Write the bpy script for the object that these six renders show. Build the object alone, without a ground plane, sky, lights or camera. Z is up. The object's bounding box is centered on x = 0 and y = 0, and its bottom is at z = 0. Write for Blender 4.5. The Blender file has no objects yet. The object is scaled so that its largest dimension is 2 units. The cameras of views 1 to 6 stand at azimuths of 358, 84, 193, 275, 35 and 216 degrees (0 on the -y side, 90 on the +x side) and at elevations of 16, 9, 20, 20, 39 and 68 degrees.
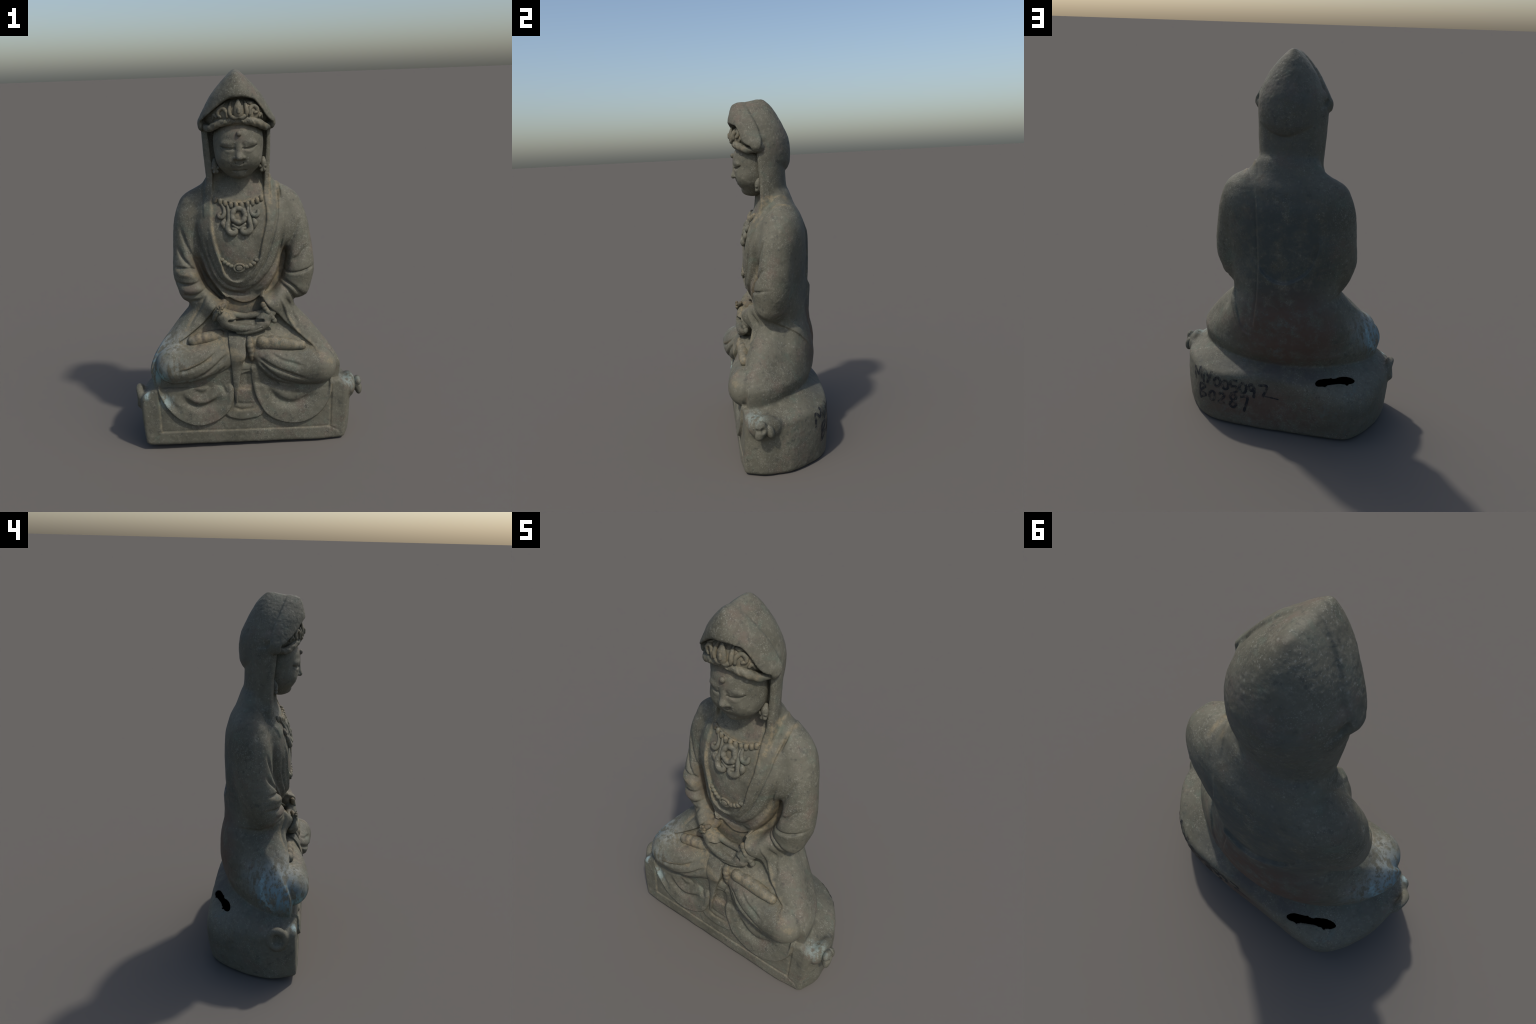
# Seated bronze devotional figure in a hooded robe on a D-shaped pedestal.
# Solid forms are described as blended implicit shapes (lofts, ellipsoids, tubes),
# cloth relief as curves laid on the front / side / back of those forms.
import bpy, bmesh, math, numpy as np
from mathutils import Vector
from mathutils.bvhtree import BVHTree

H_MAIN = 0.004      # sampling step of the big forms
H_FINE = 0.0026     # sampling step of face, hands, feet
f32 = np.float32

# ------------------------------------------------------------------ curves
def spline(pts, n=8):
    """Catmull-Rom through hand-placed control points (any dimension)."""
    P = np.array(pts, float)
    if len(P) < 3:
        t = np.linspace(0, 1, n + 1)[:, None]
        return P[0] * (1 - t) + P[-1] * t
    Q = np.vstack([2 * P[0] - P[1], P, 2 * P[-1] - P[-2]])
    out = []
    for i in range(1, len(Q) - 2):
        p0, p1, p2, p3 = Q[i - 1], Q[i], Q[i + 1], Q[i + 2]
        for s in np.linspace(0, 1, n, endpoint=False):
            out.append(0.5 * (2 * p1 + (p2 - p0) * s + (2 * p0 - 5 * p1 + 4 * p2 - p3) * s * s
                              + (3 * p1 - p0 - 3 * p2 + p3) * s ** 3))
    out.append(Q[-2])
    return np.array(out)

def curve1(keys, x):
    """Smooth monotone-ish interpolation of (position, value) keys."""
    k = np.array(keys, float)
    X, V = k[:, 0], k[:, 1]
    x = np.clip(np.asarray(x, float), X[0], X[-1])
    d = np.diff(V) / np.diff(X)
    m = np.zeros(len(X)); m[0] = d[0]; m[-1] = d[-1]
    for i in range(1, len(X) - 1):
        m[i] = 0 if d[i - 1] * d[i] <= 0 else 2 * d[i - 1] * d[i] / (d[i - 1] + d[i])
    j = np.clip(np.searchsorted(X, x) - 1, 0, len(X) - 2)
    w = X[j + 1] - X[j]; t = (x - X[j]) / w
    return ((2 * t**3 - 3 * t**2 + 1) * V[j] + (t**3 - 2 * t**2 + t) * w * m[j]
            + (-2 * t**3 + 3 * t**2) * V[j + 1] + (t**3 - t**2) * w * m[j + 1])

def smoothstep(a, b, x):
    t = np.clip((x - a) / (b - a), 0, 1)
    return t * t * (3 - 2 * t)

def smin(a, b, k):
    if np.ndim(k) == 0 and k <= 0: return np.minimum(a, b)
    h = np.maximum(k - np.abs(a - b), 0) / k
    return np.minimum(a, b) - h * h * k * 0.25

def smax(a, b, k):
    return -smin(-a, -b, k)

# ------------------------------------------------------------------ implicit shapes
def rot(ax, ay, az):
    a, b, c = np.radians([ax, ay, az])
    X = np.array([[1, 0, 0], [0, math.cos(a), -math.sin(a)], [0, math.sin(a), math.cos(a)]])
    Y = np.array([[math.cos(b), 0, math.sin(b)], [0, 1, 0], [-math.sin(b), 0, math.cos(b)]])
    Z = np.array([[math.cos(c), -math.sin(c), 0], [math.sin(c), math.cos(c), 0], [0, 0, 1]])
    return Z @ Y @ X

class Shape:
    def __init__(self, fn, lo, hi): self.fn, self.lo, self.hi = fn, np.array(lo, float), np.array(hi, float)

def ellipsoid(c, r, e=(0, 0, 0)):
    R = rot(*e).T
    def fn(x, y, z):
        a, b, d = x - c[0], y - c[1], z - c[2]
        p = [R[i, 0] * a + R[i, 1] * b + R[i, 2] * d for i in range(3)]
        k0 = np.sqrt(sum((p[i] / r[i]) ** 2 for i in range(3)))
        k1 = np.sqrt(sum((p[i] / r[i] ** 2) ** 2 for i in range(3))) + 1e-6
        return k0 * (k0 - 1) / k1
    m = max(r)
    return Shape(fn, np.array(c) - m, np.array(c) + m)

def tube(pts, n=5, squash=(1, 1, 1)):
    """Tube through (x, y, z, radius) control points; squash scales space first."""
    S = spline(pts, n)
    q = np.array(squash, float)
    def fn(x, y, z):
        best = None
        for A, B in zip(S[:-1], S[1:]):
            a, b = A[:3] / q, B[:3] / q
            ba = b - a; L = max(ba @ ba, 1e-9)
            px, py, pz = x / q[0] - a[0], y / q[1] - a[1], z / q[2] - a[2]
            t = np.clip((px * ba[0] + py * ba[1] + pz * ba[2]) / L, 0, 1)
            d = np.sqrt((px - t * ba[0]) ** 2 + (py - t * ba[1]) ** 2 + (pz - t * ba[2]) ** 2) - (A[3] + t * (B[3] - A[3]))
            best = d if best is None else np.minimum(best, d)
        return best * q.min()
    r = S[:, 3].max() * q.max()
    return Shape(fn, S[:, :3].min(0) - r, S[:, :3].max(0) + r)

def loft(z0, z1, half, front, back, cx=0.0, cy=0.0, n=2.0, cap=0.02):
    """Stack of super-ellipses: half width, front y and back y as functions of height."""
    tab = lambda v: v if isinstance(v, list) else [(z0, v), (z1, v)]
    cxk, cyk, nk = tab(cx), tab(cy), tab(n)
    ms = max(v for _, v in half) + max(abs(v) for _, v in cxk)
    def fn(x, y, z):
        zz = z.ravel()
        sh = z.shape
        cx, cy, n = (curve1(k, zz).reshape(sh) for k in (cxk, cyk, nk))
        a = curve1(half, zz).reshape(sh)
        bf = np.maximum(cy - curve1(front, zz).reshape(sh), 0.004)
        bb = np.maximum(curve1(back, zz).reshape(sh) - cy, 0.004)
        dx, dy = np.abs(x - cx), y - cy
        by = np.where(dy < 0, bf, bb)
        F = ((dx / a) ** n + (np.abs(dy) / by) ** n) ** (1 / n)
        rho = np.sqrt(dx * dx + dy * dy)
        lo_r = np.minimum(a, by)
        d = np.where(F > 0.3, rho * (1 - 1 / np.maximum(F, 0.3)), (F - 1) * lo_r)
        return smax(d, np.maximum(z - z1, z0 - z), cap)
    fy = min(v for _, v in front); by_ = max(v for _, v in back)
    return Shape(fn, (-ms, fy, z0), (ms, by_, z1))

class Field:
    """Sampled distance field, axes ordered x, z, y."""
    def __init__(self, lo, hi, h):
        self.h, self.lo = h, np.array(lo, float)
        self.n = [int(math.ceil((hi[i] - lo[i]) / h)) + 1 for i in range(3)]
        self.ax = [(lo[i] + h * np.arange(self.n[i])).astype(f32) for i in range(3)]
        self.D = np.full((self.n[0], self.n[2], self.n[1]), 1.0, f32)
        self.L = np.zeros(self.D.shape, np.int8)
        self.names = []
    def window(self, lo, hi):
        s = []
        for i in range(3):
            a = int(max(0, math.floor((lo[i] - self.lo[i]) / self.h)))
            b = int(min(self.n[i], math.ceil((hi[i] - self.lo[i]) / self.h) + 1))
            s.append(slice(a, max(b, a)))
        sl = (s[0], s[2], s[1])
        return sl, self.ax[0][s[0]][:, None, None], self.ax[1][s[1]][None, None, :], self.ax[2][s[2]][None, :, None]
    def label(self, name):
        if name not in self.names: self.names.append(name)
        return self.names.index(name)
    def add(self, shape, k=0.0, name='part', clip=None):
        pad = k + 0.03
        sl, x, y, z = self.window(shape.lo - pad, shape.hi + pad)
        d = shape.fn(x, y, z).astype(f32)
        if clip is not None: d = clip(d, x, y, z).astype(f32)
        cur = self.D[sl]
        self.L[sl][d < cur] = self.label(name)
        self.D[sl] = smin(cur, d, f32(k))
    def cut(self, shape, k=0.0, name=None, clip=None):
        pad = k + 0.03
        sl, x, y, z = self.window(shape.lo - pad, shape.hi + pad)
        d = shape.fn(x, y, z).astype(f32)
        if clip is not None: d = clip(d, x, y, z).astype(f32)
        cur = self.D[sl]
        if name is not None: self.L[sl][(-d > cur) & (cur < -.004)] = self.label(name)
        self.D[sl] = smax(cur, -d, f32(k))
    def surface(self):
        """Naive surface nets -> vertices, quads, vertex labels."""
        D = self.D
        S = D < 0
        c = np.zeros(tuple(m - 1 for m in S.shape), np.uint8)
        off = [(i, j, k) for i in (0, 1) for j in (0, 1) for k in (0, 1)]
        N = S.shape
        for i, j, k in off:
            c += S[i:N[0] - 1 + i, j:N[1] - 1 + j, k:N[2] - 1 + k]
        act = (c > 0) & (c < 8)
        I, J, K = np.nonzero(act)
        V = np.full(act.shape, -1, np.int32)
        V[I, J, K] = np.arange(len(I), dtype=np.int32)
        val = {o: D[I + o[0], J + o[1], K + o[2]] for o in off}
        acc = np.zeros((len(I), 3)); cnt = np.zeros(len(I))
        for o in off:
            for axis in range(3):
                if o[axis]: continue
                p = list(o); p[axis] = 1; p = tuple(p)
                a, b = val[o], val[p]
                m = (a < 0) != (b < 0)
                t = np.zeros(len(I)); t[m] = a[m] / (a[m] - b[m])
                q = np.zeros((len(I), 3)) + np.array(o, float)
                q[:, axis] = t
                acc[m] += q[m]; cnt[m] += 1
        g = acc / cnt[:, None] + np.stack([I, J, K], 1)
        P = np.stack([self.lo[0] + g[:, 0] * self.h, self.lo[1] + g[:, 2] * self.h, self.lo[2] + g[:, 1] * self.h], 1)
        lab = self.L[I, J, K]
        quads = []
        for axis in range(3):
            sa = [slice(1, -1)] * 3; sb = [slice(1, -1)] * 3
            sa[axis] = slice(0, -1); sb[axis] = slice(1, None)
            A, B = S[tuple(sa)], S[tuple(sb)]
            u, v = [(1, 2), (2, 0), (0, 1)][axis]
            for flip in (False, True):
                m = (A & ~B) if not flip else (~A & B)
                e = np.stack(np.nonzero(m), 1)
                e[:, u] += 1; e[:, v] += 1
                def at(du, dv):
                    q = e.copy(); q[:, u] -= du; q[:, v] -= dv
                    return V[q[:, 0], q[:, 1], q[:, 2]]
                ring = [at(1, 1), at(0, 1), at(0, 0), at(1, 0)]
                # axes are (x, z, y): a left-handed order, so swap winding
                if not flip: ring = ring[::-1]
                quads.append(np.stack(ring, 1))
        Q = np.concatenate(quads)
        Q = Q[(Q >= 0).all(1)]
        return P, Q, lab

# ------------------------------------------------------------------ relief maps
class Relief:
    """Height map built from curves; (s, t) are two world axes of a projection."""
    def __init__(self, s, t):
        self.s, self.t = s[:, None].astype(float), t[None, :].astype(float)
        self.Hm = np.zeros((len(s), len(t)))
    def dist(self, pts, n=6, closed=False):
        S = spline(pts, n)
        if closed: S = np.vstack([S, S[:1]])
        best = np.full(self.Hm.shape, 1e9); sgn = np.ones(self.Hm.shape); par = np.zeros(self.Hm.shape)
        N = len(S) - 1
        for i, (a, b) in enumerate(zip(S[:-1], S[1:])):
            ba = b - a; L = max(ba @ ba, 1e-12)
            ps, pt = self.s - a[0], self.t - a[1]
            q = np.clip((ps * ba[0] + pt * ba[1]) / L, 0, 1)
            d = np.hypot(ps - q * ba[0], pt - q * ba[1])
            m = d < best
            best[m] = d[m]
            cr = ba[0] * pt - ba[1] * ps
            sgn[m] = np.sign(cr)[m]; par[m] = ((i + q) / N)[m]
        return best, sgn, par
    def groove(self, pts, w, d, taper=True):
        r, _, p = self.dist(pts)
        f = smoothstep(0, .28, p) * smoothstep(0, .28, 1 - p) if taper else 1.0
        self.Hm -= d * np.exp(-(r / w) ** 2) * f
    def ridge(self, pts, w, d, taper=True): self.groove(pts, w, -d, taper)
    def step(self, pts, w, h, fall, side=1, taper=True):
        """Cloth edge: one side of the curve (left of travel = +1) raised, fading away from it."""
        r, s, p = self.dist(pts)
        sd = r * s * side
        f = smoothstep(0, .2, p) * smoothstep(0, .2, 1 - p) if taper else 1.0
        self.Hm += h * f * smoothstep(-w, w, sd) * np.exp(-np.maximum(sd, 0) / fall) * np.exp(-np.maximum(-sd - w, 0) / w)
    def inside(self, poly, n=6):
        r, _, _ = self.dist(poly, n, True)
        S = spline(poly, n); S = np.vstack([S, S[:1]])
        ins = np.zeros(self.Hm.shape, bool)
        for a, b in zip(S[:-1], S[1:]):
            if a[1] == b[1]: continue
            c = ((a[1] > self.t) != (b[1] > self.t)) & (self.s < (b[0] - a[0]) * (self.t - a[1]) / (b[1] - a[1]) + a[0])
            ins ^= c
        return np.where(ins, r, -r)
    def plateau(self, poly, h, w):
        self.Hm += h * smoothstep(-w, w, self.inside(poly))

# ------------------------------------------------------------------ value noise on points
def vnoise(P, scale, seed):
    rng = np.random.RandomState(seed)
    T = rng.rand(32, 32, 32)
    q = P * scale + 100.0
    i = np.floor(q).astype(int); f = q - i; f = f * f * (3 - 2 * f)
    out = 0
    for a in (0, 1):
        for b in (0, 1):
            for c in (0, 1):
                w = (f[:, 0] if a else 1 - f[:, 0]) * (f[:, 1] if b else 1 - f[:, 1]) * (f[:, 2] if c else 1 - f[:, 2])
                out = out + w * T[(i[:, 0] + a) % 32, (i[:, 1] + b) % 32, (i[:, 2] + c) % 32]
    return out * 2 - 1

def vert_normals(P, Q):
    n = np.cross(P[Q[:, 2]] - P[Q[:, 0]], P[Q[:, 3]] - P[Q[:, 1]])
    N = np.zeros_like(P)
    for k in range(4):
        for a in range(3):
            N[:, a] += np.bincount(Q[:, k], n[:, a], len(P))
    return N / (np.linalg.norm(N, axis=1, keepdims=True) + 1e-12)

def relax(P, Q, it, lam=0.5):
    """A few smoothing passes on a quad mesh (lambda / mu, keeps volume)."""
    E = np.concatenate([Q[:, [0, 1]], Q[:, [1, 2]], Q[:, [2, 3]], Q[:, [3, 0]]])
    deg = np.bincount(E.ravel(), minlength=len(P)).astype(float)
    for i in range(it):
        for l in (lam, -lam * 1.04):
            A = np.zeros_like(P)
            for a in range(3):
                A[:, a] = np.bincount(E[:, 0], P[E[:, 1], a], len(P)) + np.bincount(E[:, 1], P[E[:, 0], a], len(P))
            P = P + l * (A / np.maximum(deg, 1)[:, None] - P)
    return P

# ------------------------------------------------------------------ scene helpers
ROOT = bpy.data.objects.new('seated_statue', None)
bpy.context.collection.objects.link(ROOT)
ROOT['label'] = 'weathered bronze hooded figure seated cross-legged on a pedestal'
ROOT['category'] = 'statue'

def link(name, me, mat, parent=None):
    ob = bpy.data.objects.new(name, me)
    bpy.context.collection.objects.link(ob)
    ob.parent = parent or ROOT
    me.materials.clear(); me.materials.append(mat)
    return ob

def quad_mesh(name, P, Q, normals=None):
    me = bpy.data.meshes.new(name)
    me.vertices.add(len(P)); me.vertices.foreach_set('co', P.astype(f32).ravel())
    me.loops.add(Q.size); me.loops.foreach_set('vertex_index', Q.astype(np.int32).ravel())
    me.polygons.add(len(Q)); me.polygons.foreach_set('loop_start', np.arange(0, Q.size, Q.shape[1], dtype=np.int32))
    me.polygons.foreach_set('use_smooth', np.ones(len(Q), bool))
    me.update(calc_edges=True)
    if normals is not None:
        me.normals_split_custom_set_from_vertices(normals.astype(f32))
    return me

def split_objects(P, Q, lab, names, mats, N):
    LQ = lab[Q]; fl = LQ[:, 0].copy()
    if 'hollow_interior' in names:      # ragged break: only faces fully inside count as hollow
        hi = names.index('hollow_interior')
        for c in range(1, 4): fl = np.where(fl == hi, np.where(LQ[:, c] != hi, LQ[:, c], fl), fl)
    made = {}
    for i, nm in enumerate(names):
        q = Q[fl == i]
        if not len(q): continue
        ids, inv = np.unique(q, return_inverse=True)
        base = nm.split('|')[0]
        me = quad_mesh(base, P[ids], inv.reshape(q.shape), N[ids])
        made[nm] = link(base, me, mats.get(base, mats['*']))
    return made

def sweep(name, pts, mat, n=8, sides=12, flat=1.0, up=(0, -1, 0), parent=None, twist=None):
    """Round-ended tube along (x, y, z, r) points; flat squashes it along 'up'."""
    S = spline(pts, n)
    C, R = S[:, :3], S[:, 3]
    T = np.gradient(C, axis=0); T /= np.linalg.norm(T, axis=1, keepdims=True) + 1e-9
    # rounded ends
    k = 3
    th = np.linspace(0, math.pi / 2, k + 1)[:-1]
    C = np.vstack([[C[0] - T[0] * R[0] * math.cos(t) for t in th], C, [C[-1] + T[-1] * R[-1] * math.sin(t) for t in np.linspace(0, math.pi / 2, k + 1)[1:]]])
    R2 = np.concatenate([[R[0] * max(math.sin(t), .02) for t in th], R, [R[-1] * max(math.cos(t), .02) for t in np.linspace(0, math.pi / 2, k + 1)[1:]]])
    T = np.vstack([[T[0]] * k, T, [T[-1]] * k])
    U = np.array(up, float)
    V, F = [], []
    s = 0.0
    for i in range(len(C)):
        if i: s += np.linalg.norm(C[i] - C[i - 1])
        b = np.cross(T[i], U); b /= np.linalg.norm(b) + 1e-9
        u = np.cross(b, T[i])
        for j in range(sides):
            a = 2 * math.pi * j / sides
            r = R2[i]
            if twist: r *= 1 + twist[1] * math.cos(twist[2] * a + s * twist[0])
            V.append(C[i] + b * math.cos(a) * r + u * math.sin(a) * r * flat)
    for i in range(len(C) - 1):
        for j in range(sides):
            F.append((i * sides + j, i * sides + (j + 1) % sides, (i + 1) * sides + (j + 1) % sides, (i + 1) * sides + j))
    V, F = np.array(V), np.array(F)
    me = quad_mesh(name, V, F)
    bm = bmesh.new(); bm.from_mesh(me)
    bmesh.ops.holes_fill(bm, edges=bm.edges, sides=sides)
    bmesh.ops.recalc_face_normals(bm, faces=bm.faces)
    for f in bm.faces: f.smooth = True
    bm.to_mesh(me); bm.free()
    return link(name, me, mat, parent)

# ------------------------------------------------------------------ materials
def bronze(name, tint=(0.0, 0.0, 0.0), dirt=1.0, rough=0.72, ink=False):
    m = bpy.data.materials.new(name); m.use_nodes = True
    nt = m.node_tree; N = nt.nodes; Lk = nt.links
    bs = N['Principled BSDF']
    co = N.new('ShaderNodeTexCoord')
    def noise(scale, detail=4, rough_=0.6, dist=0.0):
        t = N.new('ShaderNodeTexNoise'); t.inputs['Scale'].default_value = scale
        t.inputs['Detail'].default_value = detail; t.inputs['Roughness'].default_value = rough_
        t.inputs['Distortion'].default_value = dist
        Lk.new(co.outputs['Object'], t.inputs['Vector']); return t.outputs['Fac']
    def ramp(src, a, b):
        r = N.new('ShaderNodeMapRange'); r.inputs['From Min'].default_value = a; r.inputs['From Max'].default_value = b
        r.interpolation_type = 'SMOOTHSTEP'
        Lk.new(src, r.inputs['Value']); return r.outputs['Result']
    def math_(op, a, b):
        q = N.new('ShaderNodeMath'); q.operation = op
        for i, v in enumerate((a, b)):
            if isinstance(v, (int, float)): q.inputs[i].default_value = v
            else: Lk.new(v, q.inputs[i])
        return q.outputs[0]
    def mix(fac, a, b):
        q = N.new('ShaderNodeMix'); q.data_type = 'RGBA'
        for s, v in ((0, fac), (6, a), (7, b)):
            if isinstance(v, (int, float)): q.inputs[s].default_value = v
            elif isinstance(v, tuple): q.inputs[s].default_value = (*v, 1)
            else: Lk.new(v, q.inputs[s])
        return q.outputs[2]
    def blob(c, r, e0=0.6, e1=1.1):
        """Soft ellipsoidal patch in object space, 1 inside."""
        mp = N.new('ShaderNodeVectorMath'); mp.operation = 'SUBTRACT'; mp.inputs[1].default_value = c
        Lk.new(co.outputs['Object'], mp.inputs[0])
        dv = N.new('ShaderNodeVectorMath'); dv.operation = 'DIVIDE'; dv.inputs[1].default_value = r
        Lk.new(mp.outputs[0], dv.inputs[0])
        ln = N.new('ShaderNodeVectorMath'); ln.operation = 'LENGTH'; Lk.new(dv.outputs[0], ln.inputs[0])
        return ramp(ln.outputs['Value'], e1, e0)
    t = tint
    def C(r, g, b): return (r + t[0], g + t[1], b + t[2])
    def seg(a, b, w, y1):
        """Soft band along a segment of the front (x, z), for y below y1; 1 on the line."""
        A = N.new('ShaderNodeVectorMath'); A.operation = 'SUBTRACT'; A.inputs[1].default_value = (a[0], 0, a[1])
        Lk.new(flat, A.inputs[0])
        ba = (b[0] - a[0], 0, b[1] - a[1]); L2 = ba[0] ** 2 + ba[2] ** 2
        D = N.new('ShaderNodeVectorMath'); D.operation = 'DOT_PRODUCT'; D.inputs[1].default_value = tuple(v / L2 for v in ba)
        Lk.new(A.outputs[0], D.inputs[0])
        cl = N.new('ShaderNodeClamp'); Lk.new(D.outputs['Value'], cl.inputs['Value'])
        sc = N.new('ShaderNodeVectorMath'); sc.operation = 'SCALE'; sc.inputs[0].default_value = ba; Lk.new(cl.outputs[0], sc.inputs['Scale'])
        di = N.new('ShaderNodeVectorMath'); di.operation = 'DISTANCE'; Lk.new(A.outputs[0], di.inputs[0]); Lk.new(sc.outputs[0], di.inputs[1])
        return math_('MULTIPLY', ramp(di.outputs['Value'], w, w * .15), ramp(yy, y1 + .03, y1))
    sx = N.new('ShaderNodeSeparateXYZ'); Lk.new(co.outputs['Object'], sx.inputs[0]); yy = sx.outputs['Y']
    cb = N.new('ShaderNodeCombineXYZ'); Lk.new(sx.outputs['X'], cb.inputs['X']); Lk.new(sx.outputs['Z'], cb.inputs['Z']); flat = cb.outputs[0]
    nz = noise(16, 6, .7); n2 = noise(42, 6, .72)
    col = mix(ramp(noise(4, 6, .62), .34, .66), C(.083, .079, .057), C(.121, .115, .085))
    col = mix(math_('MULTIPLY', ramp(noise(6.3, 7, .68), .52, .66), .6), col, C(.122, .092, .070))     # reddish bronze
    col = mix(math_('MULTIPLY', ramp(noise(9, 7, .7, .4), .53, .68), .55), col, C(.094, .115, .086))    # green patina
    col = mix(math_('MULTIPLY', ramp(n2, .50, .70), .55), col, C(.180, .170, .130))                    # dusty bloom
    col = mix(math_('MULTIPLY', ramp(noise(30, 7, .75), .52, .68), .65), col, C(.044, .045, .038))      # dark pits
    col = mix(math_('MULTIPLY', math_('MULTIPLY', ramp(noise(150, 3, .6), .56, .68), ramp(noise(5.5, 5, .65), .42, .60)), .6), col, (.235, .230, .190))   # fine dust
    # pale mineral specks, clustered
    for scale, lim, amt in ((42, .16, .5), (85, .2, .5), (150, .24, .4)):
        vo = N.new('ShaderNodeTexVoronoi'); vo.inputs['Scale'].default_value = scale
        Lk.new(co.outputs['Object'], vo.inputs['Vector'])
        sp = math_('MULTIPLY', ramp(vo.outputs['Distance'], lim + .12, lim - .1), ramp(noise(7 + scale * .03, 5, .7), .50, .64))
        col = mix(math_('MULTIPLY', sp, amt), col, (.27, .265, .215))
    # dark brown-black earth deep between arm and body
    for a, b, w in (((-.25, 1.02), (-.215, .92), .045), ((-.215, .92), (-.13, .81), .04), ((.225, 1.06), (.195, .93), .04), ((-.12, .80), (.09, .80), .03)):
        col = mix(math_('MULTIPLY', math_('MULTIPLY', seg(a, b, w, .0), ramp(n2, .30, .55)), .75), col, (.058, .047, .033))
    # ochre earth caught in the folds
    OCHRE = [((-.25, 1.02), (-.19, .88), .05, .0, .35), ((.215, 1.05), (.18, .92), .05, .0, .55), ((.18, .92), (.10, .815), .045, -.02, .6), ((-.17, .86), (-.08, .76), .05, -.02, .5),
             ((-.10, .775), (.09, .775), .05, -.04, .6), ((-.12, 1.342), (-.01, 1.332), .022, 0, .6), ((-.01, 1.332), (.11, 1.35), .022, 0, .6), ((.120, 1.42), (.130, 1.28), .03, 0, .5),
             ((.155, 1.45), (.155, 1.32), .018, .1, .7), ((.205, 1.44), (.195, 1.30), .016, .1, .6), ((-.15, 1.36), (-.155, 1.2), .018, -.03, .5), ((-.155, 1.2), (-.10, .97), .016, -.05, .5),
             ((.13, 1.25), (.09, 1.08), .016, -.05, .5), ((-.08, 1.80), (.09, 1.80), .06, -.08, .5), ((-.13, 1.73), (.13, 1.73), .03, -.05, .4), ((-.015, 1.275), (-.015, 1.262), .022, -.05, .8),
             ((-.33, .62), (-.14, .62), .06, -.08, .65), ((.05, .60), (.32, .57), .045, -.08, .6), ((.30, .58), (.45, .48), .02, -.08, .5), ((-.14, .60), (-.02, .50), .04, -.08, .45),
             ((-.40, .475), (-.20, .53), .014, -.1, .6), ((.10, .49), (.30, .40), .016, -.1, .4), ((-.08, .335), (.02, .33), .02, -.1, .35), ((-.09, .22), (.04, .22), .03, -.1, .3),
             ((-.49, .38), (-.485, .11), .012, -.1, .3), ((-.485, .106), (.442, .086), .009, -.1, .25), ((.445, .09), (.45, .33), .014, -.1, .35), ((.23, .70), (.30, .60), .016, -.08, .5),
             ((.02, .60), (.03, .49), .03, -.08, .6), ((-.37, .97), (-.25, .95), .02, .0, .45), ((-.23, .82), (-.32, .66), .018, -.02, .5), ((-.11, 1.03), (.06, 1.01), .03, -.08, .4)]
    for a, b, w, y1, st in OCHRE:
        col = mix(math_('MULTIPLY', math_('MULTIPLY', seg(a, b, w, y1), ramp(n2, .36, .62)), st * dirt), col, (.205, .165, .098))
    # brown bare metal low on the back and pedestal; dark green crust on the upper back, deepened by baked-in scan shade
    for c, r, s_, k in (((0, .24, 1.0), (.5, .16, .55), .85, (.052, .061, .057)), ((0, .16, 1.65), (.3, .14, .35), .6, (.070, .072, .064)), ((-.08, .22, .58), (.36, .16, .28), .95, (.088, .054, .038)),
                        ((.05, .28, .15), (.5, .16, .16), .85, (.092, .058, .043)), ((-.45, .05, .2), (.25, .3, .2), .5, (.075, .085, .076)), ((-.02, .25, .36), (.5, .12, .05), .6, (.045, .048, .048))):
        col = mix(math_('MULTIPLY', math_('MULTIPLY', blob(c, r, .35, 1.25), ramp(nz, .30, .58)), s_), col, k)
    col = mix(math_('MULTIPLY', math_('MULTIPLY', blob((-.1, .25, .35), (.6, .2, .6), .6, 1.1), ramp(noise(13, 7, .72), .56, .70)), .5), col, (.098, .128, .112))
    smap = N.new('ShaderNodeMapping'); smap.inputs['Scale'].default_value = (1, 1, .35); smap.inputs['Rotation'].default_value = (.5, .3, 0)
    Lk.new(co.outputs['Object'], smap.inputs['Vector'])
    st_ = N.new('ShaderNodeTexNoise'); st_.inputs['Scale'].default_value = 34; st_.inputs['Detail'].default_value = 7; st_.inputs['Roughness'].default_value = .72
    Lk.new(smap.outputs[0], st_.inputs['Vector']); streak = st_.outputs['Fac']
    # verdigris on one knee and its robe, and on the drapery below it
    for c, r, s_, k in (((-.52, -.10, .50), (.10, .16, .13), .85, (.115, .205, .24)), ((-.47, -.02, .56), (.12, .16, .10), .5, (.21, .25, .245)), ((-.50, -.26, .43), (.08, .09, .07), .85, (.19, .34, .34)), ((-.42, -.28, .50), (.13, .07, .06), .4, (.25, .29, .275)),
                        ((-.42, -.15, .60), (.13, .12, .09), .45, (.27, .30, .285)), ((-.45, -.25, .29), (.06, .05, .05), .8, (.25, .32, .305)), ((-.33, -.28, .40), (.10, .05, .03), .5, (.25, .33, .31)),
                        ((-.555, -.23, .33), (.022, .05, .035), .85, (.34, .44, .42)), ((.56, -.17, .34), (.07, .08, .06), .45, (.24, .31, .285)), ((.30, -.1, .56), (.05, .2, .05), .2, (.28, .32, .28))):
        col = mix(math_('MULTIPLY', math_('MULTIPLY', blob(c, r, .25, 1.3), ramp(streak, .42, .56)), s_), col, k)
    # pale cyan tide line round the verdigris
    mp = N.new('ShaderNodeVectorMath'); mp.operation = 'SUBTRACT'; mp.inputs[1].default_value = (-.50, -.14, .53); Lk.new(co.outputs['Object'], mp.inputs[0])
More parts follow.
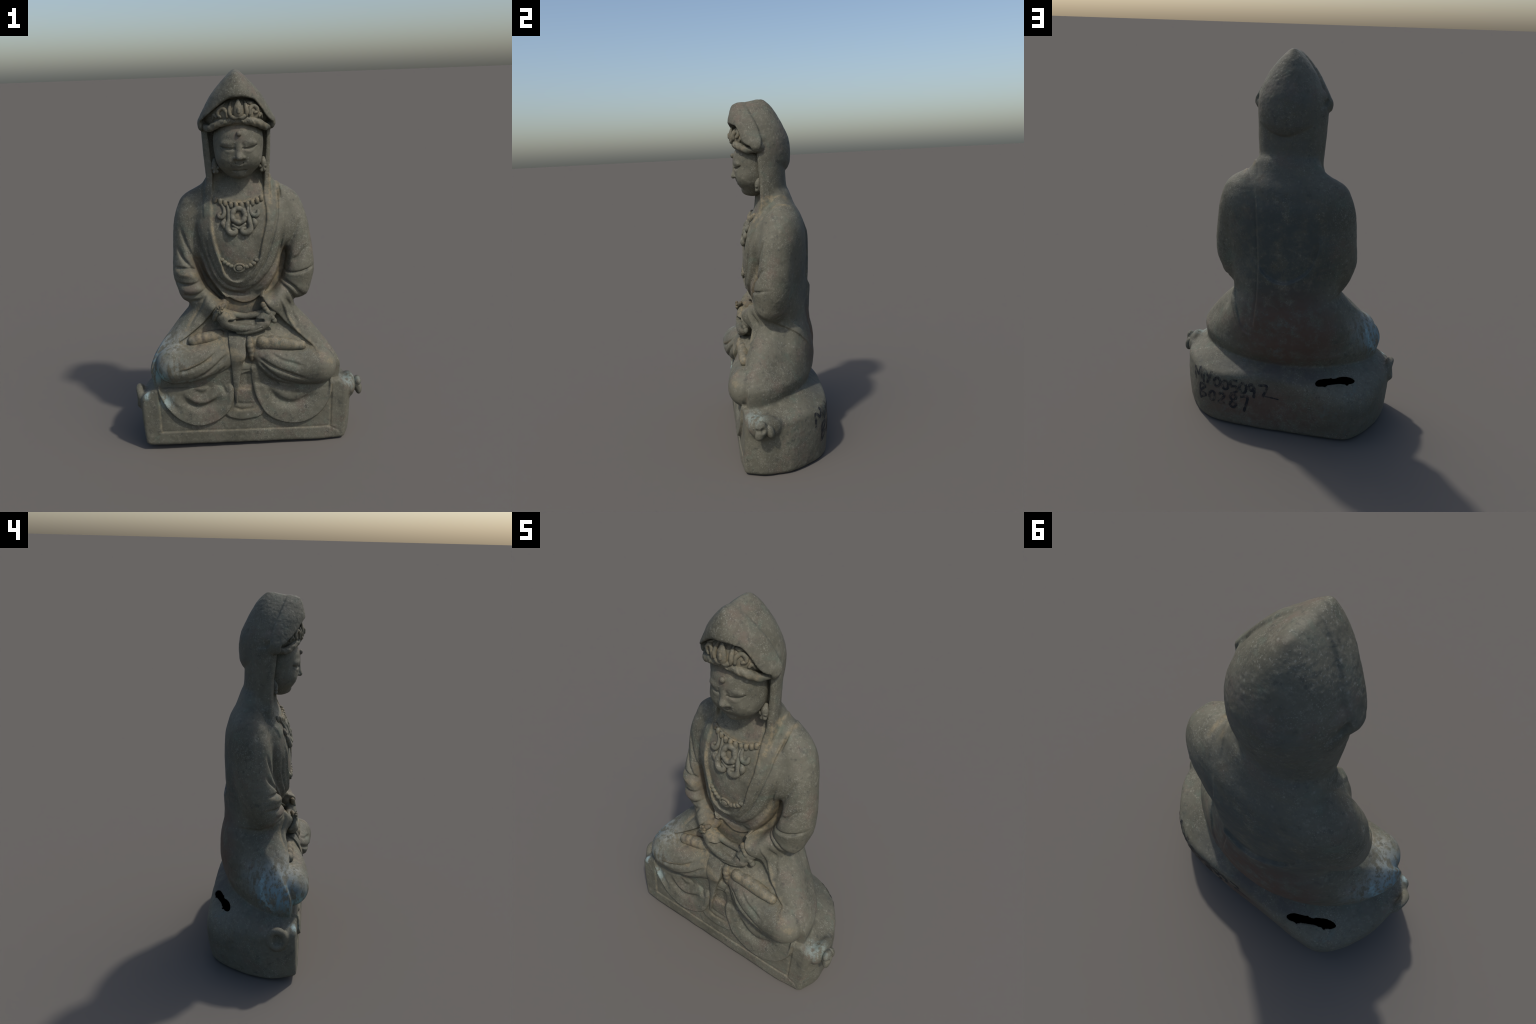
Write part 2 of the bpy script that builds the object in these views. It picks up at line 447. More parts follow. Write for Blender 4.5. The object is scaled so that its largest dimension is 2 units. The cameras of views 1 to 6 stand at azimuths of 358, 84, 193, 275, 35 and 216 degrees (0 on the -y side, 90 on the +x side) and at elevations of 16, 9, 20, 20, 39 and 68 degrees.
    dv = N.new('ShaderNodeVectorMath'); dv.operation = 'DIVIDE'; dv.inputs[1].default_value = (.22, .12, .15); Lk.new(mp.outputs[0], dv.inputs[0])
    ln = N.new('ShaderNodeVectorMath'); ln.operation = 'LENGTH'; Lk.new(dv.outputs[0], ln.inputs[0])
    rv = math_('ADD', ln.outputs['Value'], math_('MULTIPLY', math_('SUBTRACT', nz, .5), .7))
    ring = math_('MULTIPLY', ramp(rv, .82, .90), ramp(rv, 1.04, .98))
    ring = math_('MULTIPLY', math_('MULTIPLY', ring, ramp(yy, -.12, -.06)), ramp(sx.outputs['X'], -.36, -.42))
    ring = math_('MULTIPLY', math_('MULTIPLY', ring, ramp(n2, .34, .52)), ramp(sx.outputs['Z'], .60, .55))
    col = mix(math_('MULTIPLY', ring, .65), col, (.20, .325, .35))
    if ink: col = mix(ramp(noise(28, 6, .7), .70, .42), col, (.014, .015, .018))
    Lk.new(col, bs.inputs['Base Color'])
    bs.inputs['Roughness'].default_value = rough
    bs.inputs['Specular IOR Level'].default_value = 0.3
    bp = N.new('ShaderNodeBump'); bp.inputs['Strength'].default_value = .35; bp.inputs['Distance'].default_value = .004
    hsum = math_('ADD', math_('MULTIPLY', noise(90, 4, .6), .6), noise(35, 4, .6))
    Lk.new(hsum, bp.inputs['Height']); Lk.new(bp.outputs['Normal'], bs.inputs['Normal'])
    return m

def plain(name, colr, rough=0.9):
    m = bpy.data.materials.new(name); m.use_nodes = True
    b = m.node_tree.nodes['Principled BSDF']
    b.inputs['Base Color'].default_value = (*colr, 1); b.inputs['Roughness'].default_value = rough
    b.inputs['Specular IOR Level'].default_value = 0.0
    return m

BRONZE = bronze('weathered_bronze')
BLACK = plain('hollow_black', (.0005, .0005, .0005), 1.0)  # darkness of the hollow put into the colour, not a real finish
INK = bronze('faded_ink', ink=True)

# ================================================================== BIG FORMS
F = Field((-.70, -.33, -.02), (.70, .37, 2.03), H_MAIN)

# ---- pedestal: D-shaped plan, walls bulging a little, flat leaning front
PLAN = [(-.560, -.50), (.512, -.50), (.528, -.235), (.566, -.13), (.563, -.05), (.548, .04), (.480, .148), (.405, .224), (.300, .268), (.12, .280),
        (-.03, .279), (-.20, .284), (-.32, .286), (-.43, .270), (-.512, .190), (-.574, .06), (-.594, -.05), (-.597, -.14), (-.583, -.235)]
def pedestal_plan(x, y):
    P = np.vstack([PLAN[:2], spline(PLAN[2:], 5)])
    best = np.full(np.broadcast(x, y).shape, 1e9); ins = np.zeros(best.shape, bool)
    for a, b in zip(P, np.roll(P, -1, 0)):
        ba = b - a
        px, py = x - a[0], y - a[1]
        t = np.clip((px * ba[0] + py * ba[1]) / (ba @ ba), 0, 1)
        best = np.minimum(best, np.hypot(px - t * ba[0], py - t * ba[1]))
        if a[1] != b[1]:
            ins ^= ((a[1] > y) != (b[1] > y)) & (x < (b[0] - a[0]) * (y - a[1]) / (b[1] - a[1]) + a[0])
    return np.where(ins, -best, best)
def pedestal(x, y, z):
    p = pedestal_plan(x, y)
    lean = curve1([(0, -1.0), (.06, -.62), (.12, -.25), (.2, 0), (.30, -.1), (.40, -.5)], z.ravel()).reshape(z.shape)
    rear_left = smoothstep(.0, .35, -x) * smoothstep(-.15, .12, y)
    d = p - lean * (.014 + .018 * rear_left)
    front = -(y + .243 - .05 * z - .012 * smoothstep(.36, .52, x) - .006 * smoothstep(-.45, -.58, x))
    d = smax(d, front, .020)
    seat = np.sqrt(((x + .008) / .50) ** 2 + ((y + .19) / .385) ** 2)
    out = np.hypot(x + .008, y + .19) * (1 - 1 / np.maximum(seat, .2))
    top = .358 + .036 * smoothstep(-.15, .15, y) - .64 * np.maximum(out, 0)
    d = smax(d, (z - top) * .8, .022 + .03 * rear_left)
    foot = (.002 + .013 * smoothstep(-.05, -.25, y)) * (1 - (x - .0) / .6 * .9 * smoothstep(.1, -.25, y))
    return smax(d, foot - z, .026)
F.add(Shape(pedestal, (-.64, -.27, 0), (.64, .31, .40)), 0, 'pedestal')

# ---- lower robe over the hips: half lens in plan, back side round
F.add(loft(.27, .82,
           [(.27, .46), (.32, .485), (.37, .505), (.44, .512), (.50, .485), (.56, .430), (.65, .350), (.72, .296), (.82, .20)],
           [(.27, -.205), (.42, -.208), (.50, -.195), (.57, -.175), (.65, -.12), (.72, -.09), (.82, -.08)],
           [(.27, .15), (.34, .185), (.40, .215), (.46, .24), (.53, .250), (.60, .246), (.68, .232), (.74, .212), (.82, .15)],
           cx=[(.27, -.008), (.45, -.012), (.60, -.030), (.82, -.022)], cy=[(.27, -.185), (.46, -.185), (.56, -.13), (.65, -.05), (.72, .02), (.82, .05)], n=[(.27, 2), (.5, 2), (.62, 2.25), (.82, 2.2)]), .012, 'hip_robe')

# cloth filling the space between pedestal top and legs
def skirt_block(x, y, z):
    d = smax(np.abs(x + .012) - .445 + .25 * np.maximum(z - .36, 0), -(y + .238 - .05 * z - .6 * np.maximum(z - .31, 0)), .02)
    return smax(smax(d, y + .05, .01), np.maximum(z - .47, .25 - z), .04)
F.add(Shape(skirt_block, (-.5, -.25, .25), (.5, -.04, .48)), .01, 'skirt')

# ================================================================== relief on the pedestal front and skirt
X, Y, Z = F.ax
lower = Relief(X, Z)
# pedestal front: raised frame round a sunk panel
PANEL = [(-.488, .44), (-.490, .30), (-.486, .20), (-.485, .112), (-.47, .108), (-.25, .103), (-.05, .097), (.20, .092), (.42, .087), (.440, .089), (.446, .20), (.451, .327), (.45, .44)]
lower.plateau(PANEL, -.004, .004)
lower.groove(PANEL[1:12], .005, .003, taper=False)
lower.groove([(-.484, .106), (-.553, .045)], .004, .003)
lower.groove([(.442, .086), (.505, .04)], .004, .003)
# skirt lobes hanging over the panel
LOBE_R = [(-.494, .44), (-.490, .36), (-.479, .315), (-.448, .251), (-.392, .186), (-.323, .146), (-.258, .137), (-.184, .160), (-.121, .205), (-.091, .259), (-.077, .331), (-.07, .44)]
LOBE_L = [(.021, .50), (.013, .409), (.026, .312), (.062, .225), (.121, .159), (.209, .127), (.299, .131), (.378, .174), (.430, .244), (.448, .311), (.45, .44)]
MID = [(-.13, .40), (-.14, .24), (-.128, .187), (-.073, .163), (-.018, .160), (.066, .187), (.075, .30), (.06, .45)]
lower.groove([(-.10, .24), (-.043, .216), (.045, .228)], .008, .005)
lower.groove([(-.085, .257), (-.02, .248), (.03, .250)], .007, .005)
lower.groove([(-.08, .338), (-.02, .332), (.02, .332)], .007, .004)
cover = np.maximum(.011 * smoothstep(-.005, .005, lower.inside(MID)), 0)
for lobe in (LOBE_R, LOBE_L):
    cover = np.maximum(cover, .024 * smoothstep(-.006, .006, lower.inside(lobe)))
cover *= .75
cover -= .016 * smoothstep(.16, .36, lower.t) * smoothstep(-.004, .02, np.maximum(np.maximum(lower.inside(LOBE_R), lower.inside(LOBE_L)), lower.inside(MID)))
lower.Hm = lower.Hm + cover
lower.groove([(-.385, .325), (-.327, .265), (-.263, .243), (-.190, .268), (-.145, .315)], .020, .016)
lower.groove([(-.47, .36), (-.42, .27), (-.36, .215)], .016, .006)
lower.ridge([(-.12, .42), (-.10, .33), (-.115, .25), (-.17, .19)], .014, .006)
lower.groove([(-.20, .40), (-.15, .36), (-.12, .30)], .010, .008)
lower.ridge([(-.36, .36), (-.32, .30), (-.25, .275), (-.19, .30), (-.15, .35)], .014, .006)
lower.groove([(-.33, .345), (-.247, .322), (-.180, .360)], .014, .009)
lower.groove([(.090, .360), (.125, .294), (.179, .250), (.245, .237), (.312, .264), (.37, .31)], .022, .018)
lower.ridge([(.12, .40), (.16, .345), (.22, .315), (.30, .32)], .016, .007)
lower.groove([(.07, .43), (.12, .365), (.20, .33), (.30, .32)], .011, .009)
lower.groove([(.10, .40), (.16, .335), (.235, .305), (.32, .31)], .014, .006)
lower.ridge([(.028, .48), (.036, .391), (.040, .306), (.075, .225)], .012, .006)

sl, x, y, z = F.window((-9, -9, -9), (9, 9, 9))
F.D[sl] -= (lower.Hm[:, :, None] * (1 - smoothstep(-.17, -.11, y))).astype(f32)
F.L[(np.abs(cover)[:, :, None] > .003) & (y < -.15)] = F.label('skirt')

# ---- upper body with cloak (back, shoulders)
F.add(loft(.70, 1.475,
           [(.70, .21), (.75, .276), (.80, .304), (.85, .318), (.90, .329), (.94, .334), (1.0, .338), (1.1, .346), (1.2, .348), (1.27, .337), (1.33, .308), (1.38, .254), (1.42, .19), (1.475, .15)],
           [(.70, -.07), (.85, -.06), (1.0, -.025), (1.2, -.01), (1.34, -.01), (1.475, -.0)],
           [(.70, .17), (.75, .208), (.80, .219), (.87, .218), (.97, .225), (1.12, .230), (1.234, .227), (1.30, .214), (1.34, .203), (1.40, .172), (1.475, .14)],
           cx=[(.70, -.014), (1.05, -.014), (1.25, -.006), (1.475, -.006)], cy=[(.70, .03), (.85, -.01), (1.0, .0), (1.15, .03), (1.3, .06), (1.475, .07)], n=[(.70, 1.85), (.80, 1.8), (.92, 1.8), (1.03, 1.9), (1.15, 2.0), (1.3, 2.15), (1.475, 2.1)]), .05, 'torso')

# ---- veil round the neck, hollow in front
F.add(loft(1.33, 1.74,
           [(1.33, .17), (1.40, .170), (1.45, .166), (1.52, .170), (1.60, .175), (1.70, .178), (1.74, .172)],
           [(1.33, -.085), (1.40, -.060), (1.47, -.053), (1.55, -.056), (1.63, -.066), (1.70, -.078), (1.74, -.08)],
           [(1.33, .16), (1.42, .152), (1.48, .138), (1.54, .131), (1.60, .130), (1.70, .13), (1.74, .12)],
           cx=-.009, cy=-.02, n=2.1), .035, 'hood')
# ---- hood: tall ogive with a lip at the nape
F.add(loft(1.598, 2.0,
           [(1.598, .10), (1.62, .135), (1.66, .160), (1.74, .167), (1.82, .148), (1.88, .120), (1.92, .092), (1.96, .057), (1.985, .030), (2.0, .012)],
           [(1.598, -.03), (1.7, -.06), (1.85, -.12), (1.93, -.13), (1.965, -.125), (1.985, -.10), (2.0, -.03)],
           [(1.598, .136), (1.615, .147), (1.65, .160), (1.715, .165), (1.772, .159), (1.867, .121), (1.93, .085), (1.968, .058), (1.99, .034), (2.0, .022)],
           cx=-.002, cy=-.005, n=2.0, cap=.008), .007, 'hood')
# opening for face and neck
F.cut(Shape(lambda x, y, z: smax(smax(np.abs(x + .002) - curve1([(1.3, .128), (1.45, .138), (1.55, .146), (1.7, .153), (1.9, .1)], z.ravel()).reshape(z.shape),
                                       y + .0 * x + .012, .05), np.maximum(1.36 - z, z - 1.82), .05),
            (-.17, -.3, 1.34), (.17, .03, 1.84)), .012)
# ---- brim: flared front of the hood, arched over the crown
ARC = [(-.25, 1.70), (-.198, 1.742), (-.171, 1.766), (-.126, 1.803), (-.067, 1.848), (-.026, 1.867), (.015, 1.870), (.08, 1.855), (.115, 1.818), (.145, 1.770), (.181, 1.734), (.25, 1.68)]
REAR = [(1.68, -.045), (1.722, -.026), (1.77, -.014), (1.84, -.028), (1.906, -.056), (1.98, -.085)]
def brim_clip(d, x, y, z):
    arc = curve1(ARC, x.ravel()).reshape(x.shape)
    rear = curve1(REAR, z.ravel()).reshape(z.shape)
    d = smax(d, (arc - z) * .75, .010)
    return smax(d, y - rear, .012)
F.add(loft(1.68, 1.99,
           [(1.68, .19), (1.72, .197), (1.75, .198), (1.783, .184), (1.83, .158), (1.884, .126), (1.93, .088), (1.962, .056), (1.982, .030), (1.99, .018)],
           [(1.68, -.165), (1.75, -.178), (1.83, -.186), (1.88, -.185), (1.94, -.173), (1.975, -.156), (1.99, -.13)],
           [(1.68, .06), (1.99, .06)], cx=-.004, cy=-.035, n=2.0, cap=.012), .008, 'hood_brim', clip=brim_clip)
F.add(ellipsoid((-.004, -.02, 1.775), (.172, .115, .085)), .006, 'hood')
for sx, x0 in ((-1, -.187), (1, .176)):
    F.add(ellipsoid((x0 - sx * .004, -.038, 1.732), (.018, .036, .030), (0, 0, sx * 12)), .012, 'hood_brim')

# ---- chest, belly and neck
F.add(loft(.70, 1.46,
           [(.70, .15), (.78, .19), (.90, .208), (1.05, .242), (1.2, .262), (1.3, .235), (1.36, .18), (1.46, .11)],
           [(.70, -.025), (.775, -.032), (.825, -.070), (.87, -.108), (.92, -.130), (.96, -.140), (1.05, -.143), (1.15, -.142), (1.25, -.125), (1.33, -.094), (1.38, -.068), (1.46, -.02)],
           [(.70, .1), (1.46, .1)], cx=.002, cy=.03, n=2.7), .025, 'torso')
F.add(tube([(-.004, .02, 1.34, .088), (-.002, .028, 1.50, .08)]), .02, 'torso')

F.add(ellipsoid((-.015, -.105, 1.05), (.10, .045, .11)), .03, 'torso')
# ---- arms: upper sleeve, bent elbow, forearm
for sx in (-1, 1):
    nm = 'arm|%d' % sx
    o = .010 if sx > 0 else .002
    f = .012 if sx > 0 else -.006          # one arm is carried slightly further forward
    F.add(tube([(sx * .240 - .006, .056 - f, 1.290, .087), (sx * .266 - .006 + o * .6, .042 - f, 1.20, .092), (sx * .282 - .004 + o, .026 - f, 1.06, .093),
                (sx * .281 - .004 + o, -.002 - f * .5, .95, .100), (sx * .262 - .004 + o, -.022, .875, .094)]), .03, nm)
    F.add(tube([(sx * .262, -.016, .875, .088), (sx * .205, -.052, .83, .066), (sx * .140 - .004, -.112, .788, .050)]), .015, nm)
HANG_L = [(.170, -.050, .80, .050), (.218, -.052, .71, .060), (.285, -.070, .62, .068), (.362, -.112, .52, .072), (.405, -.130, .45, .060)]
HANG_R = [(-.178, -.050, .80, .052), (-.236, -.055, .71, .064), (-.315, -.074, .62, .072), (-.395, -.112, .53, .074), (-.440, -.130, .46, .060)]
F.add(tube(HANG_L), .06, 'arm|1')
F.add(tube(HANG_R), .07, 'arm|-1')

# ---- folded legs
F.add(tube([(-.390, -.174, .480, .106), (-.30, -.174, .484, .102), (-.20, -.160, .499, .098), (-.105, -.142, .522, .084)]), .012, 'leg|-1')
F.add(tube([(.375, -.182, .440, .104), (.28, -.176, .438, .102), (.17, -.164, .452, .098), (.065, -.138, .508, .076)]), .012, 'leg|1')
# lap surface between the legs
F.add(ellipsoid((-.01, -.10, .585), (.27, .10, .065)), .02, 'hip_robe')


F.cut(ellipsoid((.005, -.235, .485), (.042, .060, .030)), .015)
# ---- stump knob on one side of the pedestal, broken ring on the other
F.add(ellipsoid((.565, -.115, .285), (.030, .080, .062)), .035, 'pedestal')
F.add(tube([(-.598 + .004 * math.cos(2 * a), -.125 + .034 * math.cos(a), .280 + .050 * math.sin(a), .020) for a in np.linspace(0, 2 * math.pi, 13)], n=3), .02, 'pedestal')
F.cut(ellipsoid((-.625, -.125, .282), (.030, .022, .034)), .008)

# ================================================================== RELIEF
front = Relief(X, Z)

# chest opening between the lapels
OPEN = [(-.136, 1.50), (-.146, 1.394), (-.154, 1.305), (-.155, 1.232), (-.148, 1.158), (-.134, 1.091), (-.114, 1.024), (-.095, .961), (-.060, .925), (-.02, .918),
        (.020, .945), (.055, .985), (.080, 1.035), (.095, 1.10), (.112, 1.171), (.125, 1.223), (.130, 1.283), (.124, 1.346), (.122, 1.42), (.125, 1.50)]
front.plateau(OPEN, -.011, .005)
front.ridge([(p[0] - .010, p[1] - .004) for p in OPEN[2:11]], .012, .008)
front.ridge([(p[0] + .012, p[1]) for p in OPEN[11:18]], .014, .005)
# lapel folds
front.step([(-.165, 1.44), (-.192, 1.388), (-.197, 1.315), (-.20, 1.25)], .006, .007, .05, side=1)
front.groove([(-.239, 1.240), (-.235, 1.157), (-.205, 1.042), (-.165, .935), (-.104, .863), (-.013, .830), (.04, .845)], .012, .014)
front.groove([(-.205, 1.20), (-.19, 1.10), (-.155, .985), (-.10, .905), (-.03, .872), (.03, .885)], .008, .009)
front.step([(.155, 1.455), (.163, 1.40), (.150, 1.307), (.142, 1.22)], .005, .006, .03, side=-1)
front.groove([(.190, 1.441), (.197, 1.377), (.190, 1.269), (.174, 1.196), (.149, 1.113), (.114, 1.020), (.060, .935), (0, .888)], .007, .010)
front.step([(.193, 1.43), (.198, 1.377), (.192, 1.269)], .005, .006, .03, side=1)
front.groove([(.229, 1.250), (.214, 1.147), (.179, 1.036), (.121, .943), (.045, .869), (-.013, .845)], .009, .014)
front.groove([(.205, 1.15), (.196, 1.05), (.150, .955), (.085, .88), (.02, .835)], .009, .011)
# lower edge of the draped folds over the belly
front.step([(.215, 1.08), (.200, .977), (.145, .885), (.089, .822), (.032, .788), (-.033, .790), (-.106, .833), (-.158, .895), (-.200, .968), (-.228, 1.06)], .007, .017, .06, side=-1)
# hollow between arm and body
front.groove([(-.265, 1.10), (-.245, 1.0), (-.215, .92), (-.15, .825), (-.10, .77)], .024, .040)
front.groove([(.235, 1.13), (.222, 1.02), (.198, .94), (.15, .86), (.115, .80)], .025, .046)
# right-hand sleeve (viewer's left)
front.groove([(-.330, 1.215), (-.309, 1.136), (-.270, 1.040), (-.245, 1.0)], .010, .010)
front.groove([(-.352, 1.11), (-.325, 1.042), (-.282, .992), (-.255, .955)], .010, .012)
front.groove([(-.385, .985), (-.30, .985), (-.245, .965)], .008, .010)
front.ridge([(-.385, .955), (-.30, .955), (-.245, .938)], .016, .008)
front.groove([(-.385, .905), (-.288, .900), (-.220, .918)], .009, .013)
front.ridge([(-.365, .87), (-.288, .868), (-.215, .89)], .014, .006)
front.groove([(-.345, .838), (-.263, .842), (-.190, .882)], .009, .012)
front.groove([(-.30, .80), (-.235, .82), (-.175, .866)], .008, .006)
front.step([(-.178, .868), (-.207, .843), (-.226, .80), (-.245, .76), (-.285, .70), (-.33, .64)], .005, .007, .04, side=1)
front.groove([(-.185, .876), (-.218, .822), (-.243, .765), (-.275, .721), (-.325, .644)], .006, .005)
# left-hand sleeve
front.groove([(.318, 1.24), (.276, 1.146), (.242, 1.07)], .011, .011)
front.groove([(.350, 1.09), (.302, 1.031), (.245, 1.0)], .010, .011)
front.groove([(.395, .967), (.320, .949), (.245, .943), (.190, .956)], .007, .010)
front.step([(.395, .964), (.320, .946), (.245, .940), (.190, .953)], .005, .006, .03, side=1)
front.groove([(.180, .92), (.252, .878), (.298, .826), (.335, .785)], .008, .014)
front.groove([(.175, .891), (.230, .855), (.270, .788), (.290, .727)], .009, .010)
front.ridge([(.172, .850), (.209, .775), (.230, .701), (.263, .643), (.30, .60)], .008, .008)
front.groove([(.20, .84), (.238, .765), (.26, .70), (.29, .65)], .010, .008)
# overhanging edges of both sleeves
front.step([(.085, .835), (.103, .804), (.153, .745), (.205, .678), (.26, .631), (.321, .578), (.40, .515)], .007, .018, .05, side=1)
front.step([(-.13, .82), (-.167, .779), (-.192, .736), (-.224, .698), (-.268, .664), (-.327, .623), (-.41, .578)], .007, .018, .05, side=-1)
# trouser folds
front.groove([(-.395, .470), (-.302, .489), (-.214, .525), (-.130, .588)], .009, .012)
front.groove([(-.310, .410), (-.223, .454), (-.150, .509), (-.095, .556)], .009, .012)
front.groove([(-.25, .40), (-.17, .43), (-.11, .49)], .008, .006)
front.groove([(.045, .520), (.114, .476), (.211, .435), (.345, .384)], .009, .013)
front.groove([(.044, .504), (.102, .447), (.183, .385), (.30, .345)], .008, .010)
front.groove([(.110, .540), (.187, .500), (.325, .466)], .009, .007)
sl, x, y, z = F.window((-9, -9, -9), (9, 9, 9))
depth_gate = 1 - smoothstep(-.02, .06, y)          # only surfaces that look forward
F.D[sl] -= (front.Hm[:, :, None] * depth_gate).astype(f32)

# back: seam of the cloak, fallen hood on the back
back = Relief(X, Z)
back.step([(.135, 1.38), (.112, 1.239), (.103, 1.09), (.096, .921), (.103, .775), (.109, .663), (.112, .557)], .006, .013, .12, side=-1)
back.groove([(.135, 1.38), (.112, 1.239), (.103, 1.09), (.096, .921), (.103, .775), (.109, .663), (.112, .557)], .006, .005)
back.step([(.105, 1.0), (.082, .937), (.033, .886), (-.05, .868), (-.131, .907), (-.181, .969), (-.209, 1.069), (-.20, 1.15)], .007, .018, .16, side=1)
back.step([(.27, .80), (.256, .760), (.219, .66), (.174, .574), (.12, .548)], .006, .009, .06, side=1)
g = smoothstep(.05, .12, y)
F.D[sl] -= (back.Hm[:, :, None] * g).astype(f32)

# sides: lower rim of the sleeves, shoulder folds
side = Relief(Y, Z)
side.step([(-.120, .87), (-.087, .820), (-.029, .777), (.045, .736), (.119, .695), (.185, .62), (.24, .53), (.27, .46)], .007, .013, .06, side=1)
gx = smoothstep(.20, .27, x)
F.D[sl] -= (side.Hm.T[None, :, :] * gx).astype(f32)
side2 = Relief(Y, Z)
side2.step([(-.12, .847), (-.071, .811), (-.010, .777), (.068, .768), (.16, .76)], .008, .008, .06, side=1)
F.D[sl] -= (side2.Hm.T[None, :, :] * smoothstep(-.20, -.27, x)).astype(f32)

# shoulder folds running over the top (plan view)
plan = Relief(X, Y)
plan.step([(.165, -.06), (.168, .02), (.158, .075), (.140, .12), (.12, .16)], .005, .009, .02, side=-1)
plan.step([(.215, -.06), (.212, .02), (.200, .075), (.182, .124), (.150, .18)], .005, .011, .04, side=-1)
plan.step([(-.20, -.07), (-.205, -.02), (-.196, .034), (-.149, .122)], .006, .007, .05, side=1)
gz = smoothstep(1.30, 1.36, z) * (1 - smoothstep(1.46, 1.50, z))
F.D[sl] -= (plan.Hm[:, None, :] * gz).astype(f32)

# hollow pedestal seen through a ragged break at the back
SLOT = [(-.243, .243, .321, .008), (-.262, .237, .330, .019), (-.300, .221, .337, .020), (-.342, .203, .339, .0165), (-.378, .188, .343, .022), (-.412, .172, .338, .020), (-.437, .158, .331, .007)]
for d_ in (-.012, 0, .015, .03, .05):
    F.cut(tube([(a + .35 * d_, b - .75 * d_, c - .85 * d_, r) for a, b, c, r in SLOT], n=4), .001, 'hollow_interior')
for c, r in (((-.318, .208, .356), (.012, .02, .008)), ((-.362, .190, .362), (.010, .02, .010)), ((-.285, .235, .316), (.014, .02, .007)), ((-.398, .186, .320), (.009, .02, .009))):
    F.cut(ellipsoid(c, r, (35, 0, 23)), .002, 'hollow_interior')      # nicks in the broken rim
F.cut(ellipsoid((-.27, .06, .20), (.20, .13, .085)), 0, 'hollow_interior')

P, Q, lab = F.surface()
P = relax(P, Q, 2)
Nn = vert_normals(P, Q)
amp = 0.0012 * vnoise(P, 16, 1) + 0.0006 * vnoise(P, 55, 2)
hoodm = smoothstep(1.6, 1.75, P[:, 2])
amp += hoodm * 0.0006 * vnoise(P, 110, 3)
P = P + Nn * amp[:, None]
P[:, 2] = np.maximum(P[:, 2], 0.0)
Nn = vert_normals(P, Q)
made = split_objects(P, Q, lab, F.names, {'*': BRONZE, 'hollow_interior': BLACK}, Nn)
BVH = BVHTree.FromPolygons(P.tolist(), Q.tolist())
print('main', len(P), len(Q))

def front_y(x, z):
    h = BVH.ray_cast(Vector((x, -1.0, z)), Vector((0, 1, 0)))
    return h[0].y if h[0] is not None else -.15

def on_front(pts, lift=.4):
    """(x, z, r) -> (x, y, z, r) resting on the front of the body."""
    S = [(p[0], front_y(p[0], p[1]), p[1], p[2]) for p in pts]
    return [(a, b - lift * r, c, r) for a, b, c, r in S]

def fine(lo, hi, build, mats=None, h=H_FINE, noise=.0006, relief=None):
    G = Field(lo, hi, h)
    build(G)
    p, q, l = G.surface()
    p = relax(p, q, 1)
    n = vert_normals(p, q)
    p = p + n * (noise * vnoise(p, 45, 7))[:, None]
    return split_objects(p, q, l, G.names, mats or {'*': BRONZE}, vert_normals(p, q))

# ================================================================== FACE
def face(G):
    n = 'head'
    G.add(ellipsoid((0, -.052, 1.655), (.128, .118, .125)), 0, n)
    G.add(ellipsoid((-.001, -.040, 1.560), (.112, .108, .100)), .06, n)
    G.add(ellipsoid((-.002, -.074, 1.497), (.045, .034, .030)), .04, n)
    # cheeks
    for s in (-1, 1):
        G.add(ellipsoid((s * .060, -.100, 1.566), (.044, .045, .047)), .04, n)
    # nose
    G.add(tube([(0, -.156, 1.650, .009), (0, -.161, 1.608, .0125), (0, -.165, 1.577, .020)]), .012, n)
    for s in (-1, 1):
        G.add(ellipsoid((s * .019, -.153, 1.574), (.014, .016, .011)), .006, n)
    # brow bone, lids and the slit of the eyes
    for s in (-1, 1):
        G.add(ellipsoid((s * .053, -.1455, 1.646), (.037, .0185, .0185), (0, s * 4, s * 12)), .010, n)
        G.add(tube([(s * .022, -.153, 1.613, .004), (s * .046, -.1525, 1.602, .0075), (s * .066, -.143, 1.606, .0065), (s * .086, -.127, 1.619, .003)]), .006, n)
        G.cut(tube([(s * .018, -.164, 1.620, .003), (s * .046, -.161, 1.617, .007), (s * .066, -.152, 1.621, .006), (s * .090, -.132, 1.632, .003)]), .003)
        G.cut(tube([(s * .022, -.172, 1.640, .003), (s * .025, -.170, 1.628, .005), (s * .026, -.167, 1.615, .004)]), .010)
    # mouth: small pursed lips with hollow corners, round chin
    G.cut(ellipsoid((0, -.160, 1.553), (.026, .012, .008)), .016)
    G.add(ellipsoid((0, -.139, 1.545), (.018, .012, .006)), .005, n)
    G.add(ellipsoid((0, -.137, 1.532), (.016, .013, .0075)), .006, n)
    G.cut(tube([(-.028, -.143, 1.549, .0025), (0, -.153, 1.538, .003), (.028, -.143, 1.549, .0025)]), .003)
    G.cut(tube([(-.032, -.124, 1.508, .003), (0, -.134, 1.500, .005), (.032, -.124, 1.508, .003)]), .010)
    G.add(ellipsoid((0, -.098, 1.487), (.028, .024, .018)), .016, n)
    G.add(ellipsoid((.002, -.168, 1.692), (.0135, .013, .0135)), .003, 'forehead_jewel')
fine((-.16, -.21, 1.42), (.16, .10, 1.80), face)

